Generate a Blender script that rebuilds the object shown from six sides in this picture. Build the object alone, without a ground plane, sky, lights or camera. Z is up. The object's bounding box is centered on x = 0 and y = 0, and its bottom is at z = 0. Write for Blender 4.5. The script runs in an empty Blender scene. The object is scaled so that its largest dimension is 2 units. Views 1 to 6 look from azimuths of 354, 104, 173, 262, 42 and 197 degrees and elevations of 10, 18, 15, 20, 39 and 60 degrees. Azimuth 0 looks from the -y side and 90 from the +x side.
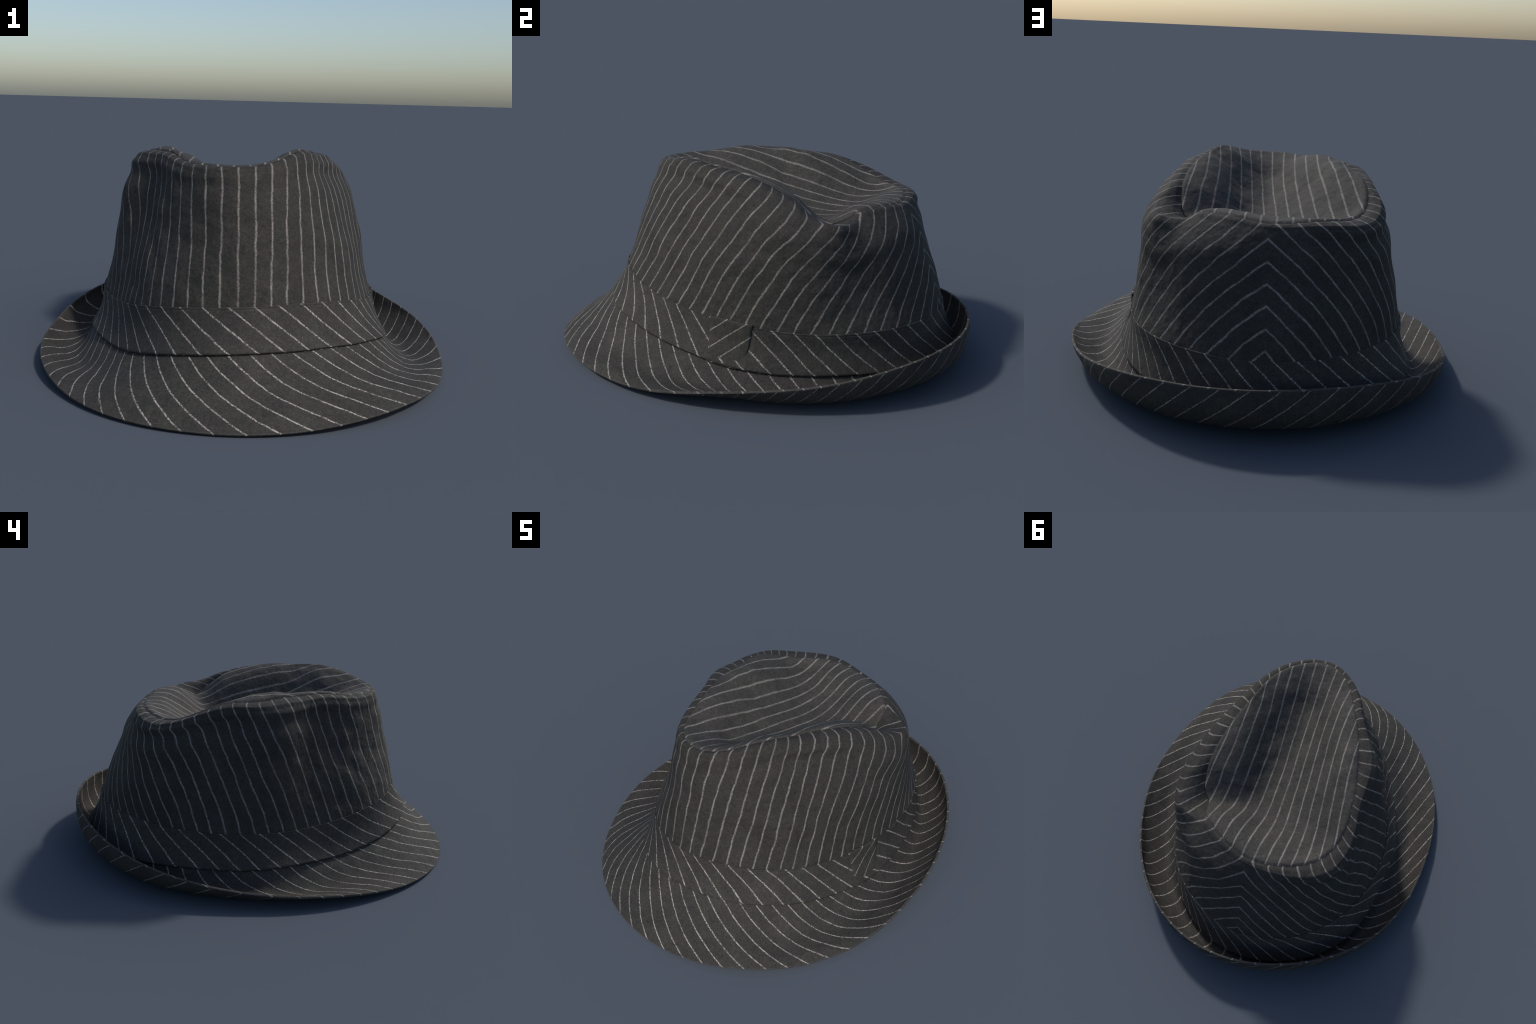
import math
import numpy as np

# ----------------------------------------------------------------------------
# A soft pinstripe trilby.  Angles run from the front of the hat (-y, 0 deg)
# towards +x (90 deg), the back (180 deg) and -x (270 deg).
# Every closed ring of the pattern (brim edge, crown foot, band top, tip seam)
# is given by a radius and a height at equally spaced angles.
# ----------------------------------------------------------------------------
BRIM_R = [1, 0.9991, 0.9837, 0.9484, 0.9063, 0.873, 0.8552, 0.8579, 0.8827, 0.923, 0.9653, 0.9914,
          0.989, 0.9684, 0.947, 0.9218, 0.8855, 0.8559, 0.8534, 0.8726, 0.9018, 0.9391, 0.9749, 0.9945]
BRIM_Z = [0.0143, 0.0291, 0.0454, 0.0415, 0.0356, 0.0578, 0.0943, 0.1199, 0.1445, 0.1798, 0.2102, 0.2239,
          0.2257, 0.215, 0.1889, 0.155, 0.1209, 0.0926, 0.076, 0.0642, 0.0447, 0.0245, 0.0161, 0.0133]
FOOT_R = [0.7714, 0.7568, 0.733, 0.6959, 0.6554, 0.6313, 0.6273, 0.6398, 0.6801, 0.7440, 0.8260, 0.8960,
          0.926, 0.9180, 0.8800, 0.8040, 0.7171, 0.6700, 0.642, 0.6220, 0.628, 0.6690, 0.7272, 0.767]
FOOT_Z = [0.2182, 0.2199, 0.2118, 0.1892, 0.1572, 0.1267, 0.1018, 0.0866, 0.0881, 0.0917, 0.0917, 0.095,
          0.1, 0.0997, 0.0993, 0.1022, 0.1001, 0.1000, 0.1080, 0.1120, 0.1170, 0.1380, 0.1743, 0.2052]
BAND_R = [0.6988, 0.6815, 0.6486, 0.6092, 0.5788, 0.5668, 0.5738, 0.6016, 0.6541, 0.7236, 0.79, 0.8390,
          0.8630, 0.8510, 0.8061, 0.7456, 0.6827, 0.6275, 0.5833, 0.5613, 0.5757, 0.6209, 0.6691, 0.6964]
BAND_Z = [0.3767, 0.3782, 0.364, 0.3384, 0.3156, 0.3018, 0.2907, 0.2802, 0.2773, 0.2828, 0.2867, 0.2843,
          0.2831, 0.2875, 0.2903, 0.286, 0.2792, 0.2748, 0.2727, 0.2759, 0.2918, 0.3191, 0.3462, 0.3653]
# seam where the creased tip is sewn to the crown wall (every 10 deg)
SEAM_R = [0.5247, 0.4758, 0.4206, 0.3746, 0.3393, 0.3145, 0.3016, 0.2988, 0.3034, 0.3172, 0.342, 0.3776,
          0.4243, 0.4785, 0.5279, 0.5644, 0.5933, 0.6203, 0.6413, 0.652, 0.6524, 0.6361, 0.5938, 0.5332,
          0.4752, 0.4315, 0.4005, 0.3809, 0.3733, 0.3733, 0.3785, 0.3955, 0.431, 0.48, 0.5251, 0.5442]
SEAM_Z = [0.878, 0.8946, 0.9154, 0.9251, 0.9212, 0.9137, 0.9098, 0.9076, 0.901, 0.8894, 0.8759, 0.8512,
          0.8035, 0.7522, 0.7388, 0.764, 0.7816, 0.7727, 0.7672, 0.7768, 0.7779, 0.7736, 0.7979, 0.8474,
          0.8803, 0.8852, 0.8882, 0.8983, 0.9032, 0.9037, 0.9059, 0.9023, 0.8884, 0.8765, 0.8732, 0.8731]
# horizontal sections of the crown wall: (fraction of the height from band top to seam, radii)
WALL = [
    (0.20, [0.6734, 0.6402, 0.5997, 0.5637, 0.5366, 0.5307, 0.5459, 0.5817, 0.6381, 0.698, 0.7549, 0.8072,
            0.8333, 0.8306, 0.804, 0.7356, 0.6482, 0.5923, 0.5583, 0.5299, 0.5382, 0.5857, 0.6379, 0.6728]),
    (0.40, [0.6482, 0.6062, 0.56, 0.5271, 0.5055, 0.5069, 0.5272, 0.5668, 0.6271, 0.682, 0.7295, 0.7763,
            0.7969, 0.799, 0.7893, 0.7194, 0.618, 0.5679, 0.5414, 0.5003, 0.4956, 0.5399, 0.5953, 0.6421]),
    (0.60, [0.6187, 0.5654, 0.5096, 0.4753, 0.4565, 0.4629, 0.4913, 0.5441, 0.6159, 0.6691, 0.7068, 0.7449,
            0.7584, 0.7655, 0.7695, 0.6967, 0.5839, 0.5407, 0.5235, 0.4747, 0.4619, 0.506, 0.5631, 0.6137]),
    (0.75, [0.597, 0.5372, 0.4729, 0.4342, 0.4163, 0.425, 0.4591, 0.5235, 0.604, 0.6553, 0.687, 0.7203,
            0.7315, 0.7439, 0.756, 0.6811, 0.5613, 0.52, 0.5075, 0.4573, 0.4423, 0.4874, 0.5451, 0.5947]),
    (0.86, [0.5729, 0.5093, 0.4402, 0.3975, 0.3793, 0.388, 0.4221, 0.4865, 0.5634, 0.6118, 0.6449, 0.6819,
            0.7011, 0.722, 0.7338, 0.6548, 0.5339, 0.4912, 0.4805, 0.4373, 0.4262, 0.472, 0.5303, 0.5764]),
    (0.94, [0.5577, 0.4915, 0.4244, 0.3827, 0.364, 0.3681, 0.3908, 0.4379, 0.504, 0.5596, 0.6027, 0.6429,
            0.6751, 0.7104, 0.7209, 0.6442, 0.5315, 0.4806, 0.4628, 0.4302, 0.422, 0.4604, 0.5203, 0.5677]),
]
# cross-sections of the dished tip, front to back: y, first x, step in x, heights
TIP = [
    (-0.414, -0.105, [0.843, 0.845]),
    (-0.307, -0.210, [0.877, 0.796, 0.790, 0.892]),
    (-0.201, -0.210, [0.868, 0.775, 0.765, 0.836]),
    (-0.095, -0.210, [0.847, 0.753, 0.735, 0.775, 0.888]),
    (0.012, -0.315, [0.907, 0.808, 0.742, 0.700, 0.742, 0.858]),
    (0.118, -0.315, [0.890, 0.785, 0.718, 0.682, 0.706, 0.815]),
    (0.225, -0.315, [0.852, 0.757, 0.700, 0.668, 0.673, 0.750, 0.795]),
    (0.331, -0.315, [0.806, 0.727, 0.693, 0.672, 0.680, 0.694, 0.716]),
    (0.437, -0.315, [0.761, 0.723, 0.705, 0.713, 0.746, 0.770]),
    (0.544, -0.210, [0.751, 0.764, 0.770, 0.778]),
]
# gully of the brim: height of its floor at every 30 deg
GULLY_Z = [0.1255, 0.126, 0.067, 0.036, 0.026, 0.052, 0.070, 0.061, 0.026, 0.020, 0.043, 0.106]
CLOTH = 0.012          # thickness of the doubled cloth


def ring(values, th):
    """Periodic smooth interpolation (trigonometric) of equally spaced values."""
    c = np.fft.rfft(values) / len(values)
    out = np.full(np.shape(th), c[0].real)
    for k in range(1, len(c)):
        f = 1.0 if (2 * k == len(values)) else 2.0
        out = out + f * (c[k].real * np.cos(k * th) - c[k].imag * np.sin(k * th))
    return out


def spline_matrix(fr, sub):
    """Natural cubic spline through knots fr, evaluated at sub, as a matrix."""
    n = len(fr)
    h = np.diff(fr)
    A = np.zeros((n, n))
    R = np.zeros((n, n))
    A[0, 0] = A[-1, -1] = 1
    for i in range(1, n - 1):
        A[i, i - 1:i + 2] = h[i - 1], 2 * (h[i - 1] + h[i]), h[i]
        R[i, i - 1:i + 2] = 6 / h[i - 1], -6 / h[i - 1] - 6 / h[i], 6 / h[i]
    M2 = np.linalg.solve(A, R)
    I = np.eye(n)
    out = np.zeros((len(sub), n))
    for q, x in enumerate(sub):
        i = int(min(max(np.searchsorted(fr, x) - 1, 0), n - 2))
        t = x - fr[i]
        out[q] = (I[i] + t * ((I[i + 1] - I[i]) / h[i] - h[i] * (2 * M2[i] + M2[i + 1]) / 6)
                  + t * t * M2[i] / 2 + t ** 3 * (M2[i + 1] - M2[i]) / (6 * h[i]))
    return out


# the pinch behind the wearer's left: local sharp corrections of the seam
# (angle, change of radius, change of height, half-width in degrees)
PINCH = [(118.0, 0.0, 0.010, 5.0), (136.0, -0.012, -0.026, 6.5), (138.0, -0.020, 0.0, 4.0), (149.5, 0.0, 0.014, 5.0)]


def seam_ring(th):
    r, z = ring(SEAM_R, th), ring(SEAM_Z, th)
    deg = np.degrees(th) % 360.0
    for a, dr, dz, w in PINCH:
        k = np.exp(-((deg - a) / w) ** 2)
        r, z = r + dr * k, z + dz * k
    return r, z


def polar(r, z, th):
    th = np.broadcast_to(th, np.shape(r))
    return np.stack([r * np.sin(th), -r * np.cos(th), np.broadcast_to(z, np.shape(r))], -1)


def grid_normals(P):
    a = np.roll(P, -1, 1) - np.roll(P, 1, 1)
    b = np.gradient(P, axis=0)
    n = np.cross(a, b)
    return n / (np.linalg.norm(n, axis=-1, keepdims=True) + 1e-12)


def wall_surface(th, sub):
    fr = np.array([0.0] + [w[0] for w in WALL] + [1.0])
    S = spline_matrix(fr, sub)
    rows = [ring(BAND_R, th)] + [ring(w[1], th) for w in WALL] + [seam_ring(th)[0]]
    r = S @ np.stack(rows)
    # crisp shoulder: the wall runs straight up to an edge, then turns in to the seam
    r86, r94, r1 = ring(WALL[-2][1], th), ring(WALL[-1][1], th), rows[-1]
    fc = 0.968
    rc = r94 + (r94 - r86) / 0.08 * (fc - 0.94) * 0.9
    q = sub[:, None]
    sharp = np.where(q < fc, r94 + (rc - r94) * (q - 0.94) / (fc - 0.94), rc + (r1 - rc) * (q - fc) / (1 - fc))
    k = np.clip((q - 0.92) / 0.03, 0, 1)
    soft = 0.35
    r = r * (1 - k * (1 - soft)) + sharp * k * (1 - soft)
    zT, zS = ring(BAND_Z, th), seam_ring(th)[1]
    z = zT * (1 - sub[:, None]) + zS * sub[:, None]
    # ledge around the pinch: the wall keeps its height while the seam dives inwards
    deg = np.degrees(th) % 360.0
    z = z + 0.050 * np.interp(sub, [0.5, 0.72, 0.86, 0.94, 1.0], [0, 0.3, 0.8, 1.0, 0])[:, None] * np.exp(-((deg - 136) / 8) ** 2)
    r = r + 0.075 * np.interp(sub, [0.6, 0.75, 0.86, 0.94, 1.0], [0, 0.1, 0.53, 1.0, 0])[:, None] * np.exp(-((deg - 131) / 10) ** 2)
    r = r - (0.012 * np.exp(-((deg - 236) / 8) ** 2)) * np.interp(sub, [0.7, 0.9, 0.97, 1.0], [0, 1, 1, 0])[:, None]
    return polar(r, z, th[None])


def band_surface(th, t, lift=0.0):
    """t = 0 at the foot of the crown, 1 at the top of the band."""
    t = np.asarray(t)[:, None]
    r0, z0, r1, z1 = ring(FOOT_R, th), ring(FOOT_Z, th), ring(BAND_R, th), ring(BAND_Z, th)
    r = r0 * (1 - t) + r1 * t - 0.012 * np.sin(np.pi * np.clip(t, 0, 1))
    z = z0 * (1 - t) + z1 * t
    return polar(r + lift * 0.94, z + lift * 0.34, th[None])


def brim_surface(th, u):
    """u = 0 at the crown foot, 1 at the edge; top side of the brim."""
    r0, z0, r1, z1 = ring(FOOT_R, th), ring(FOOT_Z, th), ring(BRIM_R, th), ring(BRIM_Z, th)
    back = 0.5 - 0.5 * np.cos(th)                       # 0 in front, 1 behind
    fg = 0.37 + 0.026 * np.cos(th)
    rg, zg = r0 + (r1 - r0) * fg, ring(GULLY_Z, th)
    fh = 0.77 + 0.16 * back ** 2
    lift = 0.56 - 0.137 * back
    rh, zh = r0 + (r1 - r0) * fh, zg + (z1 - zg) * lift
    S = spline_matrix(np.array([0.0, 0.36, 0.72, 1.0]), u)
    r = S @ np.stack([r0, rg, rh, r1])
    z = S @ np.stack([z0, zg, zh, z1])
    return polar(r, z, th[None])


def tip_solver():
    tb = np.radians(np.arange(0, 360, 4.0))
    rb = polar(*seam_ring(tb), tb)
    inner = [(x0 + 0.105 * k, y, h) for y, x0, hs in TIP for k, h in enumerate(hs)]
    pts = np.concatenate([rb, np.array(inner)])
    X = pts[:, :2]

    def kernel(d2):
        return 0.5 * d2 * np.log(d2 + 1e-12)
    n = len(X)
    K = kernel(((X[:, None] - X[None]) ** 2).sum(-1)) + 2e-4 * np.diag([0.0] * len(rb) + [1.0] * len(inner))
    Q = np.concatenate([np.ones((n, 1)), X], 1)
    L = np.block([[K, Q], [Q.T, np.zeros((3, 3))]])
    w = np.linalg.solve(L, np.concatenate([pts[:, 2], np.zeros(3)]))

    def height(q):
        d2 = ((q[:, None] - X[None]) ** 2).sum(-1)
        return kernel(d2) @ w[:n] + w[n] + q @ w[n + 1:]
    return height


TIP_CENTRE = np.array([0.0, 0.06])


def tip_surface(th, f):
    """f = 0 in the middle, 1 on the seam; polar fan about the centre of the tip."""
    edge = polar(*seam_ring(th), th)
    f = np.asarray(f)[:, None, None]
    q = TIP_CENTRE + (edge[None, :, :2] - TIP_CENTRE) * f
    z = tip_solver()(q.reshape(-1, 2)).reshape(q.shape[:2])
    k = np.clip((f[..., 0] - 0.9) / 0.1, 0, 1) ** 2
    z = z * (1 - k) + edge[None, :, 2] * k * 1.0
    return np.concatenate([q, z[..., None]], -1)

# stripe layout of brim and band (harmonics / polynomials in the angle)
BRIM_STRIPES = 56
BRIM_A = [20.93, -0.5457, -0.1332, 1.058, 0.693, 0.05623, -0.1137, -0.275, -0.0905, 0.05652, -0.01269, 0.03799, -0.02273]
BRIM_B = [-2.015, -0.5023, 0.4062, 1.084, -0.7199, -0.2814, 0.1841, -0.06716, -0.004655]
BRIM_C = [0.6558, 0.6845, -0.1494, 0.1653, 0.001913, 0.05384, 0.0491]
BRIM_D = [0.04403, -0.2878, -0.002578]
BAND_A = [-3.162, 20.52, -9.514, 13.22, 12.78, -10.81, -3.029, 1.104, -2.051]
BAND_B = [2.569, 0.3167, 0.09559, 0.453, -0.6814, -0.9198]


# ----------------------------------------------------------------------------
# Blender part
# ----------------------------------------------------------------------------
import bpy


def relief(P, wavelength, seed, n=36):
    """Soft random cloth relief: sum of plane waves, about -1..1."""
    rng = np.random.default_rng(seed)
    out = np.zeros(P.shape[:-1])
    for _ in range(n):
        d = rng.normal(size=3)
        d /= np.linalg.norm(d)
        k = 2 * math.pi / (wavelength * rng.uniform(0.7, 1.6))
        out += np.cos(P @ d * k + rng.uniform(0, 2 * math.pi))
    return out / math.sqrt(n / 2.0) * 0.6


class Field:
    """Small helper that turns arithmetic into Math nodes."""

    def __init__(self, tree, sock):
        self.t, self.s = tree, sock

    @staticmethod
    def _plug(tree, inp, v):
        if isinstance(v, Field):
            tree.links.new(v.s, inp)
        else:
            inp.default_value = float(v)

    def op(self, kind, *args):
        n = self.t.nodes.new("ShaderNodeMath")
        n.operation = kind
        Field._plug(self.t, n.inputs[0], self)
        for i, a in enumerate(args):
            Field._plug(self.t, n.inputs[i + 1], a)
        return Field(self.t, n.outputs[0])

    def __add__(self, o): return self.op("ADD", o)
    def __sub__(self, o): return self.op("SUBTRACT", o)
    def __mul__(self, o): return self.op("MULTIPLY", o)
    __radd__ = __add__
    __rmul__ = __mul__

    def muladd(self, a, b): return self.op("MULTIPLY_ADD", a, b)

    def step(self, lo, hi, to_lo=0.0, to_hi=1.0, smooth=True):
        n = self.t.nodes.new("ShaderNodeMapRange")
        if smooth:
            n.interpolation_type = "SMOOTHSTEP"
        self.t.links.new(self.s, n.inputs["Value"])
        for k, v in (("From Min", lo), ("From Max", hi), ("To Min", to_lo), ("To Max", to_hi)):
            n.inputs[k].default_value = v
        return Field(self.t, n.outputs["Result"])


def poly(x, coeffs):
    """Horner evaluation of a polynomial in a Field."""
    acc = None
    for c in reversed(coeffs):
        if acc is None:
            acc = c
        elif isinstance(acc, Field):
            acc = acc.muladd(x, c)
        else:
            acc = x.op("MULTIPLY_ADD", acc, c)
    return acc


def fourier(a, coeffs):
    """c0 + sum ck cos(k a) + sk sin(k a), coefficients in pairs."""
    acc = None
    for k in range(1, (len(coeffs) + 1) // 2):
        ka = a * k if k > 1 else a
        for f, c in (("COSINE", coeffs[2 * k - 1]), ("SINE", coeffs[2 * k])):
            w = ka.op(f)
            acc = w.op("MULTIPLY_ADD", c, coeffs[0] if acc is None else acc)
    return acc


def noise(tree, vec, scale, detail=2.0, rough=0.5, distortion=0.0):
    n = tree.nodes.new("ShaderNodeTexNoise")
    tree.links.new(vec, n.inputs["Vector"])
    n.inputs["Scale"].default_value = scale
    n.inputs["Detail"].default_value = detail
    n.inputs["Roughness"].default_value = rough
    n.inputs["Distortion"].default_value = distortion
    return Field(tree, n.outputs["Fac"])


def mix_colour(tree, fac, a, b, mode="MIX"):
    n = tree.nodes.new("ShaderNodeMix")
    n.data_type = "RGBA"
    n.blend_type = mode
    Field._plug(tree, n.inputs["Factor"], fac)
    for i, v in ((6, a), (7, b)):
        if isinstance(v, tuple):
            n.inputs[i].default_value = (*v, 1.0)
        else:
            tree.links.new(v, n.inputs[i])
    return n.outputs[2]


CLOTH_DARK = (0.0335, 0.0308, 0.0282)
CLOTH_WARM = (0.0480, 0.0422, 0.0390)
CLOTH_GREEN = (0.0425, 0.0428, 0.0350)
YARN = (0.44, 0.40, 0.365)


def cloth_material(name, field, wobble=0.12, line=(0.012, 0.070), value=1.0, yarn=1.0,
                   beads=(0.35, 1.0), mirrored=False, bump=0.5, lumps=2.5):
    """Dark woollen cloth with thin chalk stripes along the whole numbers of `field`."""
    m = bpy.data.materials.new(name)
    m.use_nodes = True
    t = m.node_tree
    t.nodes.clear()
    out = t.nodes.new("ShaderNodeOutputMaterial")
    bsdf = t.nodes.new("ShaderNodeBsdfPrincipled")
    t.links.new(bsdf.outputs[0], out.inputs[0])
    tc = t.nodes.new("ShaderNodeTexCoord")
    vec = tc.outputs["Object"]
    sep = t.nodes.new("ShaderNodeSeparateXYZ")
    t.links.new(vec, sep.inputs[0])
    x, y, z = (Field(t, sep.outputs[i]) for i in range(3))

    blotch = noise(t, vec, 8.0, 4.0, 0.62)
    tint = noise(t, vec, 7.0, 3.0, 0.55)
    grain = noise(t, vec, 150.0, 3.0, 0.7)
    weave = noise(t, vec, 60.0, 2.0, 0.6)
    warm = mix_colour(t, tint.step(0.35, 0.65), CLOTH_WARM, CLOTH_GREEN)
    base = mix_colour(t, blotch.step(0.25, 0.75), CLOTH_DARK, warm)
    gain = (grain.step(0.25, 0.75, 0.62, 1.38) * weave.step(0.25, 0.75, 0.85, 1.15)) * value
    pores = noise(t, vec, 75.0, 1.0, 0.5).step(0.66, 0.74, 1.0, 0.62)
    gain = gain * pores
    hsv = t.nodes.new("ShaderNodeHueSaturation")
    t.links.new(base, hsv.inputs["Color"])
    t.links.new(gain.s, hsv.inputs["Value"])
    colour = hsv.outputs[0]

    height = grain * 0.25 + weave * 0.2 + noise(t, vec, 17.0, 2.0, 0.5) * lumps
    if field is not None:
        s = field(t, x, y, z)
        w1 = noise(t, vec, 7.0, 1.0, 0.4)
        w2 = noise(t, vec, 26.0, 1.0, 0.5)
        w3 = noise(t, vec, 130.0, 1.0, 0.5)
        side = 1.0
        if mirrored:            # keep the chevron of the back seam closed
            side = turned(angle(x, y), math.radians(176.8)).step(-1.6, -0.7, -1.0, 1.0)
        wander = (w1 - 0.5) * (wobble * 2.0) + (w2 - 0.5) * (wobble * 0.7)
        s = wander.muladd(side, s)
        s = (w3 - 0.5).muladd(0.05, s)
        d = s.op("PINGPONG", 0.5)
        mask = d.step(line[0], line[1], 1.0, 0.0)
        bead = noise(t, vec, 150.0, 0.5, 0.5).step(0.34, 0.56, beads[0], beads[1])
        fade = noise(t, vec, 14.0, 2.0, 0.5).step(0.30, 0.62, 0.55, 1.0)
        mask = mask * bead * fade * yarn
        colour = mix_colour(t, mask, colour, YARN)
        height = height + mask * 0.8
    b = t.nodes.new("ShaderNodeBump")
    b.inputs["Strength"].default_value = bump
    b.inputs["Distance"].default_value = 0.004
    t.links.new(height.s, b.inputs["Height"])
    t.links.new(colour, bsdf.inputs["Base Color"])
    t.links.new(b.outputs[0], bsdf.inputs["Normal"])
    bsdf.inputs["Roughness"].default_value = 0.82
    bsdf.inputs["Specular IOR Level"].default_value = 0.28
    return m


def angle(x, y):
    """0 in front (-y), growing towards +x, -pi..pi."""
    return x.op("ARCTAN2", y * -1.0)


def turned(a, cut):
    """Move the jump of the angle to `cut` radians."""
    return a - a.op("GREATER_THAN", cut) * (2 * math.pi)


def wall_field(t, x, y, z):
    # a bias-cut panel: upright stripes in front, a chevron at the back seam
    a = turned(angle(x, y), math.radians(176.8)) * (1 / math.pi)
    h = (z - 0.55) * (1 / 0.3)
    A = poly(a, [10.225, 32.541, -5.7148, -37.265, 27.843, 73.056, -65.878, -37.388, 63.973, -14.221, -22.067, 11.326])
    B = poly(a, [-0.10891, -4.507, -1.9138, -0.25963, 5.7499, 4.5437, -7.6733, -5.4724, 3.8693, 1.8936])
    C = poly(a, [0.022236, -0.31625, -0.63957, -1.3256, 0.67091, 1.4598])
    return A + h * (B + h * C)


def tip_field(t, x, y, z):
    X, Y = x * 2.0, y * 2.0
    rows = [
        [6.95, 0.4893, 0.1286, 0.1443, 0.04057, -0.04577],
        [-9.854, 0.8121, 1.678, -0.5702, -0.2151],
        [0.1067, 0.6411, -0.2326, -0.06531],
        [-0.01763, -0.2492, 0.1055],
        [-0.03861, 0.185],
        [0.2305],
    ]
    acc = X * rows[-1][0] + poly(Y, rows[-2])
    for r in reversed(rows[:-2]):
        acc = acc * X + poly(Y, r)
    return acc


def band_field(t, x, y, z):
    a = (turned(angle(x, y), math.radians(88)) + 1.6) * (1 / 3.2)
    A = poly(a, BAND_A)
    B = poly(a, BAND_B)
    return A + (z - 0.2) * 5.0 * B


def loop_field(t, x, y, z):
    return (angle(x, y) - 1.55) * 6.0 + ((z - 0.2) * -13.43 + 1.51)


def brim_field(t, x, y, z):
    a = angle(x, y)
    r = ((x * x + y * y).op("SQRT") - 0.8) * 5.0
    h = (z - 0.1) * 5.0
    s = a.muladd(BRIM_STRIPES / (2 * math.pi), fourier(a, BRIM_A))
    return s + r * (fourier(a, BRIM_B) + r * fourier(a, BRIM_D)) + h * fourier(a, BRIM_C)


def under_field(t, x, y, z):
    a = (x * -1.0).op("ARCTAN2", y)         # 0 behind
    return a.muladd(a.muladd(-1.333, 8.832), (z - 0.15) * -11.31 + 3.88)


# ---------------------------------------------------------------------------- meshes
ROOT = bpy.data.objects.new("trilby_hat", None)
ROOT["label"] = "dark grey chalk-striped cloth trilby with creased crown and upturned back brim"
ROOT["category"] = "hat"
bpy.context.scene.collection.objects.link(ROOT)


def add(name, verts, faces, material, flip=False):
    me = bpy.data.meshes.new(name)
    if flip:
        faces = [f[::-1] for f in faces]
    me.from_pydata([tuple(v) for v in verts], [], faces)
    me.materials.append(material)
    me.polygons.foreach_set("use_smooth", [True] * len(me.polygons))
    me.update()
    ob = bpy.data.objects.new(name, me)
    bpy.context.scene.collection.objects.link(ob)
    ob.parent = ROOT
    return ob


def rings_mesh(name, P, material, flip=False, cap=False):
    """Loft of closed rings P[row, angle]."""
    R, N = P.shape[:2]
    verts = P.reshape(-1, 3)
    faces = []
    for i in range(R - 1):
        for j in range(N):
            k = (j + 1) % N
            faces.append((i * N + j, i * N + k, (i + 1) * N + k, (i + 1) * N + j))
    if cap:
        verts = np.concatenate([verts, P[0].mean(0, keepdims=True)])
        c = len(verts) - 1
        faces += [(c, (j + 1) % N, j) for j in range(N)]
    return add(name, verts, faces, material, flip)


N_AROUND = 720
TH = np.linspace(-math.pi, math.pi, N_AROUND, endpoint=False)
OUT = np.stack([np.sin(TH), -np.cos(TH), 0 * TH], -1)[None]


def outward(P):
    n = grid_normals(P)
    return n * np.sign((n * OUT).sum(-1).mean())


def upward(P):
    n = grid_normals(P)
    return n * np.sign(n[..., 2].mean())


# crown wall -----------------------------------------------------------------
sub = np.unique(np.concatenate([np.linspace(0.0, 0.93, 90), np.linspace(0.93, 1.0, 30)]))
low = band_surface(TH, np.linspace(0.0, 0.97, 12))
wall = np.concatenate([low, wall_surface(TH, sub)])
nw = outward(wall)
f = np.concatenate([np.zeros(12), sub])[:, None, None]
deg = np.degrees(TH)[None, :, None]
crumple = 1.0 + 1.6 * np.exp(-((deg + 50) / 24) ** 2)          # pressed in beside the front
dent = relief(wall, 0.26, 3)[..., None] * 0.0008 + relief(wall, 0.10, 4)[..., None] * 0.0012 * crumple
wall = wall + nw * dent * np.clip(f * 6, 0, 1) * np.clip((1 - f) * 3.5, 0, 1)
# hollows and swellings pressed into the cloth: angle, height fraction, half-widths, depth
for a0, f0, wa, wf, depth in ((-51, 0.72, 9, 0.20, -0.009), (-60, 0.40, 8, 0.11, 0.007), (-54, 0.16, 9, 0.09, -0.006),
                              (-20, 0.80, 9, 0.16, 0.004), (62, 0.45, 16, 0.14, -0.005), (88, 0.55, 10, 0.2, 0.004),
                              (112, 0.45, 9, 0.2, -0.005), (152, 0.6, 7, 0.2, 0.004), (140, 0.45, 6, 0.2, -0.004)):
    wall = wall + nw * depth * np.exp(-((deg - a0) / wa) ** 2 - ((f - f0) / wf) ** 2)
# stitched groove along the seam
gap = np.exp(-((1 - f) / 0.010) ** 2)
welt = np.exp(-((1 - f - 0.030) / 0.014) ** 2)
wall = wall + nw * (0.0008 * welt - 0.009 * gap)
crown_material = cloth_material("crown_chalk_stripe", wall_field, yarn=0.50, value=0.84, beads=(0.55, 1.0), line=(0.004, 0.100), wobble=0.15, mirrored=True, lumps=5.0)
crown = rings_mesh("crown", wall, crown_material)

# tip ------------------------------------------------------------------------
ft = np.concatenate([np.linspace(0.02, 0.9, 60), np.linspace(0.91, 0.996, 18)])
tip = tip_surface(TH, ft)
nt = upward(tip)
f = ft[:, None, None]
dent = relief(tip, 0.20, 7)[..., None] * 0.0012 + relief(tip, 0.08, 8)[..., None] * 0.0010
tip = tip + nt * dent * np.clip((1 - f) * 8, 0, 1)
gap = np.exp(-((1 - f) / 0.016) ** 2)
tip = tip + nt * (0.0008 * np.exp(-((1 - f - 0.05) / 0.025) ** 2) - 0.008 * gap)
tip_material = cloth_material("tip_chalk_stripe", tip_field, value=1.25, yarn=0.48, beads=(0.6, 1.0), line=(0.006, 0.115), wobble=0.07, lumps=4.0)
crown_tip = rings_mesh("crown_tip", tip, tip_material, cap=True)

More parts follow.
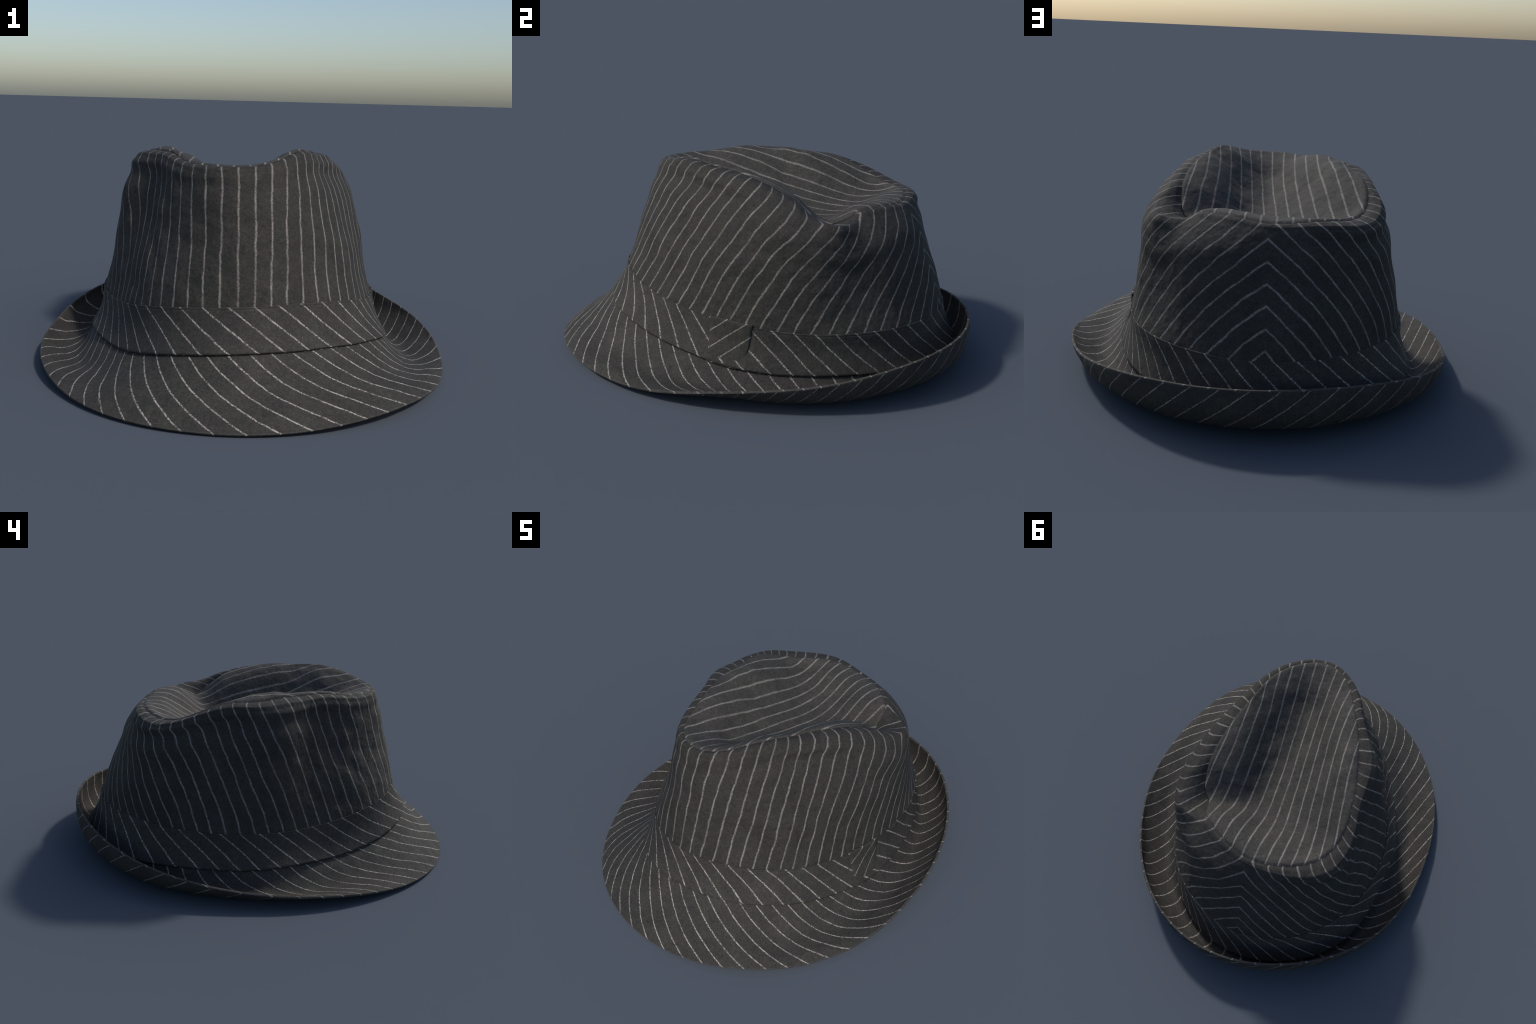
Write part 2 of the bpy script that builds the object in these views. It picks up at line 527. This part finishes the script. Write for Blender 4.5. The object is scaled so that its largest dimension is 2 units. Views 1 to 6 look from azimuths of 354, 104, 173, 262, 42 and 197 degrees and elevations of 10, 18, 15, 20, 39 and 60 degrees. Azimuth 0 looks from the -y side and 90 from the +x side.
# band -----------------------------------------------------------------------
prof = [(0.985, -0.004), (1.0, 0.001), (1.0, 0.004), (0.985, 0.0055), (0.955, 0.0055), (0.945, 0.0045), (0.935, 0.0055)]
prof += [(t, 0.0055 + 0.0075 * (1 - t) ** 2) for t in np.linspace(0.9, 0.10, 24)]
prof += [(0.06, 0.0130), (0.035, 0.0125), (0.02, 0.0105), (0.012, 0.006), (0.012, -0.006)]
rows = []
for t, lift in prof:
    rows.append(band_surface(TH, [t], lift)[0])
band = np.stack(rows)
nb = outward(band)
band = band + nb * relief(band, 0.16, 12)[..., None] * 0.0015
band_material = cloth_material("band_chalk_stripe", band_field, yarn=0.8, beads=(0.2, 1.0), wobble=0.09, line=(0.015, 0.075))
hat_band = rings_mesh("hat_band", band, band_material, flip=True)

# loop that covers the join of the band ----------------------------------------
nu, nv = 26, 40
V = np.linspace(-0.015, 1.045, nv)
rows_out, rows_in = [], []
for v in V:
    a0 = math.radians(79.3 + 1.2 * (1 - v))
    a1 = math.radians(93.5 + 4.2 * min(max(v / 0.45, 0), 1) + 2.2 * max(v - 0.45, 0))
    th = np.linspace(a0, a1, nu)
    q = np.linspace(-1, 1, nu)
    edge = (1 - np.abs(q) ** 5) * (1 - abs(2 * (v + 0.015) / 1.06 - 1) ** 20)
    puff = 0.0075 + 0.0045 * edge + 0.002 * np.clip((-q - 0.6) / 0.3, 0, 1) + 0.0020 * max(v - 0.8, 0) / 0.2
    rows_out.append([band_surface(np.array([a]), [v], p)[0, 0] for a, p in zip(th, puff)])
    rows_in.append([band_surface(np.array([a]), [v], -0.003)[0, 0] for a in th])
A, Bk = np.array(rows_out), np.array(rows_in)
verts = np.concatenate([A.reshape(-1, 3), Bk.reshape(-1, 3)])
n0 = nu * nv
faces = []
for i in range(nv - 1):
    for j in range(nu - 1):
        a = i * nu + j
        faces.append((a, a + 1, a + nu + 1, a + nu))
        faces.append((n0 + a, n0 + a + nu, n0 + a + nu + 1, n0 + a + 1))
border = [j for j in range(nu)] + [i * nu + nu - 1 for i in range(1, nv)] \
    + [(nv - 1) * nu + j for j in range(nu - 2, -1, -1)] + [i * nu for i in range(nv - 2, 0, -1)]
for p, q in zip(border, border[1:] + border[:1]):
    faces.append((q, p, n0 + p, n0 + q))
loop_material = cloth_material("loop_chalk_stripe", loop_field, wobble=0.05, yarn=0.6)
band_loop = add("band_loop", verts, faces, loop_material)
band_loop.parent = hat_band

# brim -----------------------------------------------------------------------
u = np.concatenate([np.linspace(0, 0.94, 56), np.linspace(0.95, 1.0, 8)])
top = brim_surface(TH, u)
nu_ = upward(top)
wave = relief(top, 0.22, 21)[..., None] * 0.0022 + relief(top, 0.08, 22)[..., None] * 0.0010
fade = np.clip(u * 6, 0, 1)[:, None, None] * np.clip((1 - u) * 10, 0, 1)[:, None, None]
top = top + nu_ * wave * fade
nu_ = upward(top)
brim_material = cloth_material("brim_chalk_stripe", brim_field, line=(0.014, 0.072), beads=(0.22, 1.0), yarn=0.88, wobble=0.08)
inner = top[:1] - np.array([0, 0, 0.012]) - OUT * 0.03
brim_top = rings_mesh("brim", np.concatenate([inner, top]), brim_material, flip=True)

# turned edge and underside -----------------------------------------------------
thick = (CLOTH + 0.005 * (1 - u) ** 0.5)[:, None, None]
bottom = top - nu_ * thick
lip_n = nu_[-1]
tangent = top[-1] - top[-2]
tangent /= np.linalg.norm(tangent, axis=-1, keepdims=True)
lip = []
for across, out in ((0.5, 0.0), (0.47, 0.0022), (0.40, 0.0036), (0.15, 0.0040), (-0.15, 0.0040), (-0.40, 0.0036), (-0.47, 0.0022), (-0.5, 0.0)):
    lip.append(top[-1] + lip_n * CLOTH * (across - 0.5) + tangent * out)
lip = np.array(lip)
lip[..., 2] = np.maximum(lip[..., 2], 0.0)
edge_material = cloth_material("brim_edge_cloth", brim_field, line=(0.015, 0.062), beads=(0.25, 1.0), wobble=0.08,
                               yarn=0.6, value=1.35)  # same cloth, base colour lightened to paint in the light catching the lip
brim_edge = rings_mesh("brim_edge", lip, edge_material, flip=True)
brim_edge.parent = brim_top
under = bottom[::-1]
under[..., 2] = np.maximum(under[..., 2], 0.0)
under_material = cloth_material("underbrim_chalk_stripe", under_field, wobble=0.06, yarn=0.6, value=0.9, line=(0.01, 0.05))
brim_under = rings_mesh("brim_underside", under, under_material, flip=True)
brim_under.parent = brim_top

# sweatband and lining inside ------------------------------------------------------
plain = cloth_material("lining_cloth", None, value=0.7)
tt = np.linspace(0.02, 0.95, 16)
sw = band_surface(TH, tt, -0.022)
first = under[-1:]
sweat = rings_mesh("sweatband", np.concatenate([first, sw]), plain, flip=True)
ls = np.linspace(0.0, 0.97, 30)
lw = wall_surface(TH, ls)
lw = lw - outward(lw) * 0.016
lining_wall = np.concatenate([band_surface(TH, [0.9], -0.019), lw])
lt = tip_surface(TH, np.linspace(0.95, 0.03, 30))
lt = lt - upward(lt) * 0.018
lining = rings_mesh("lining", np.concatenate([lining_wall, lt]), plain, flip=True)
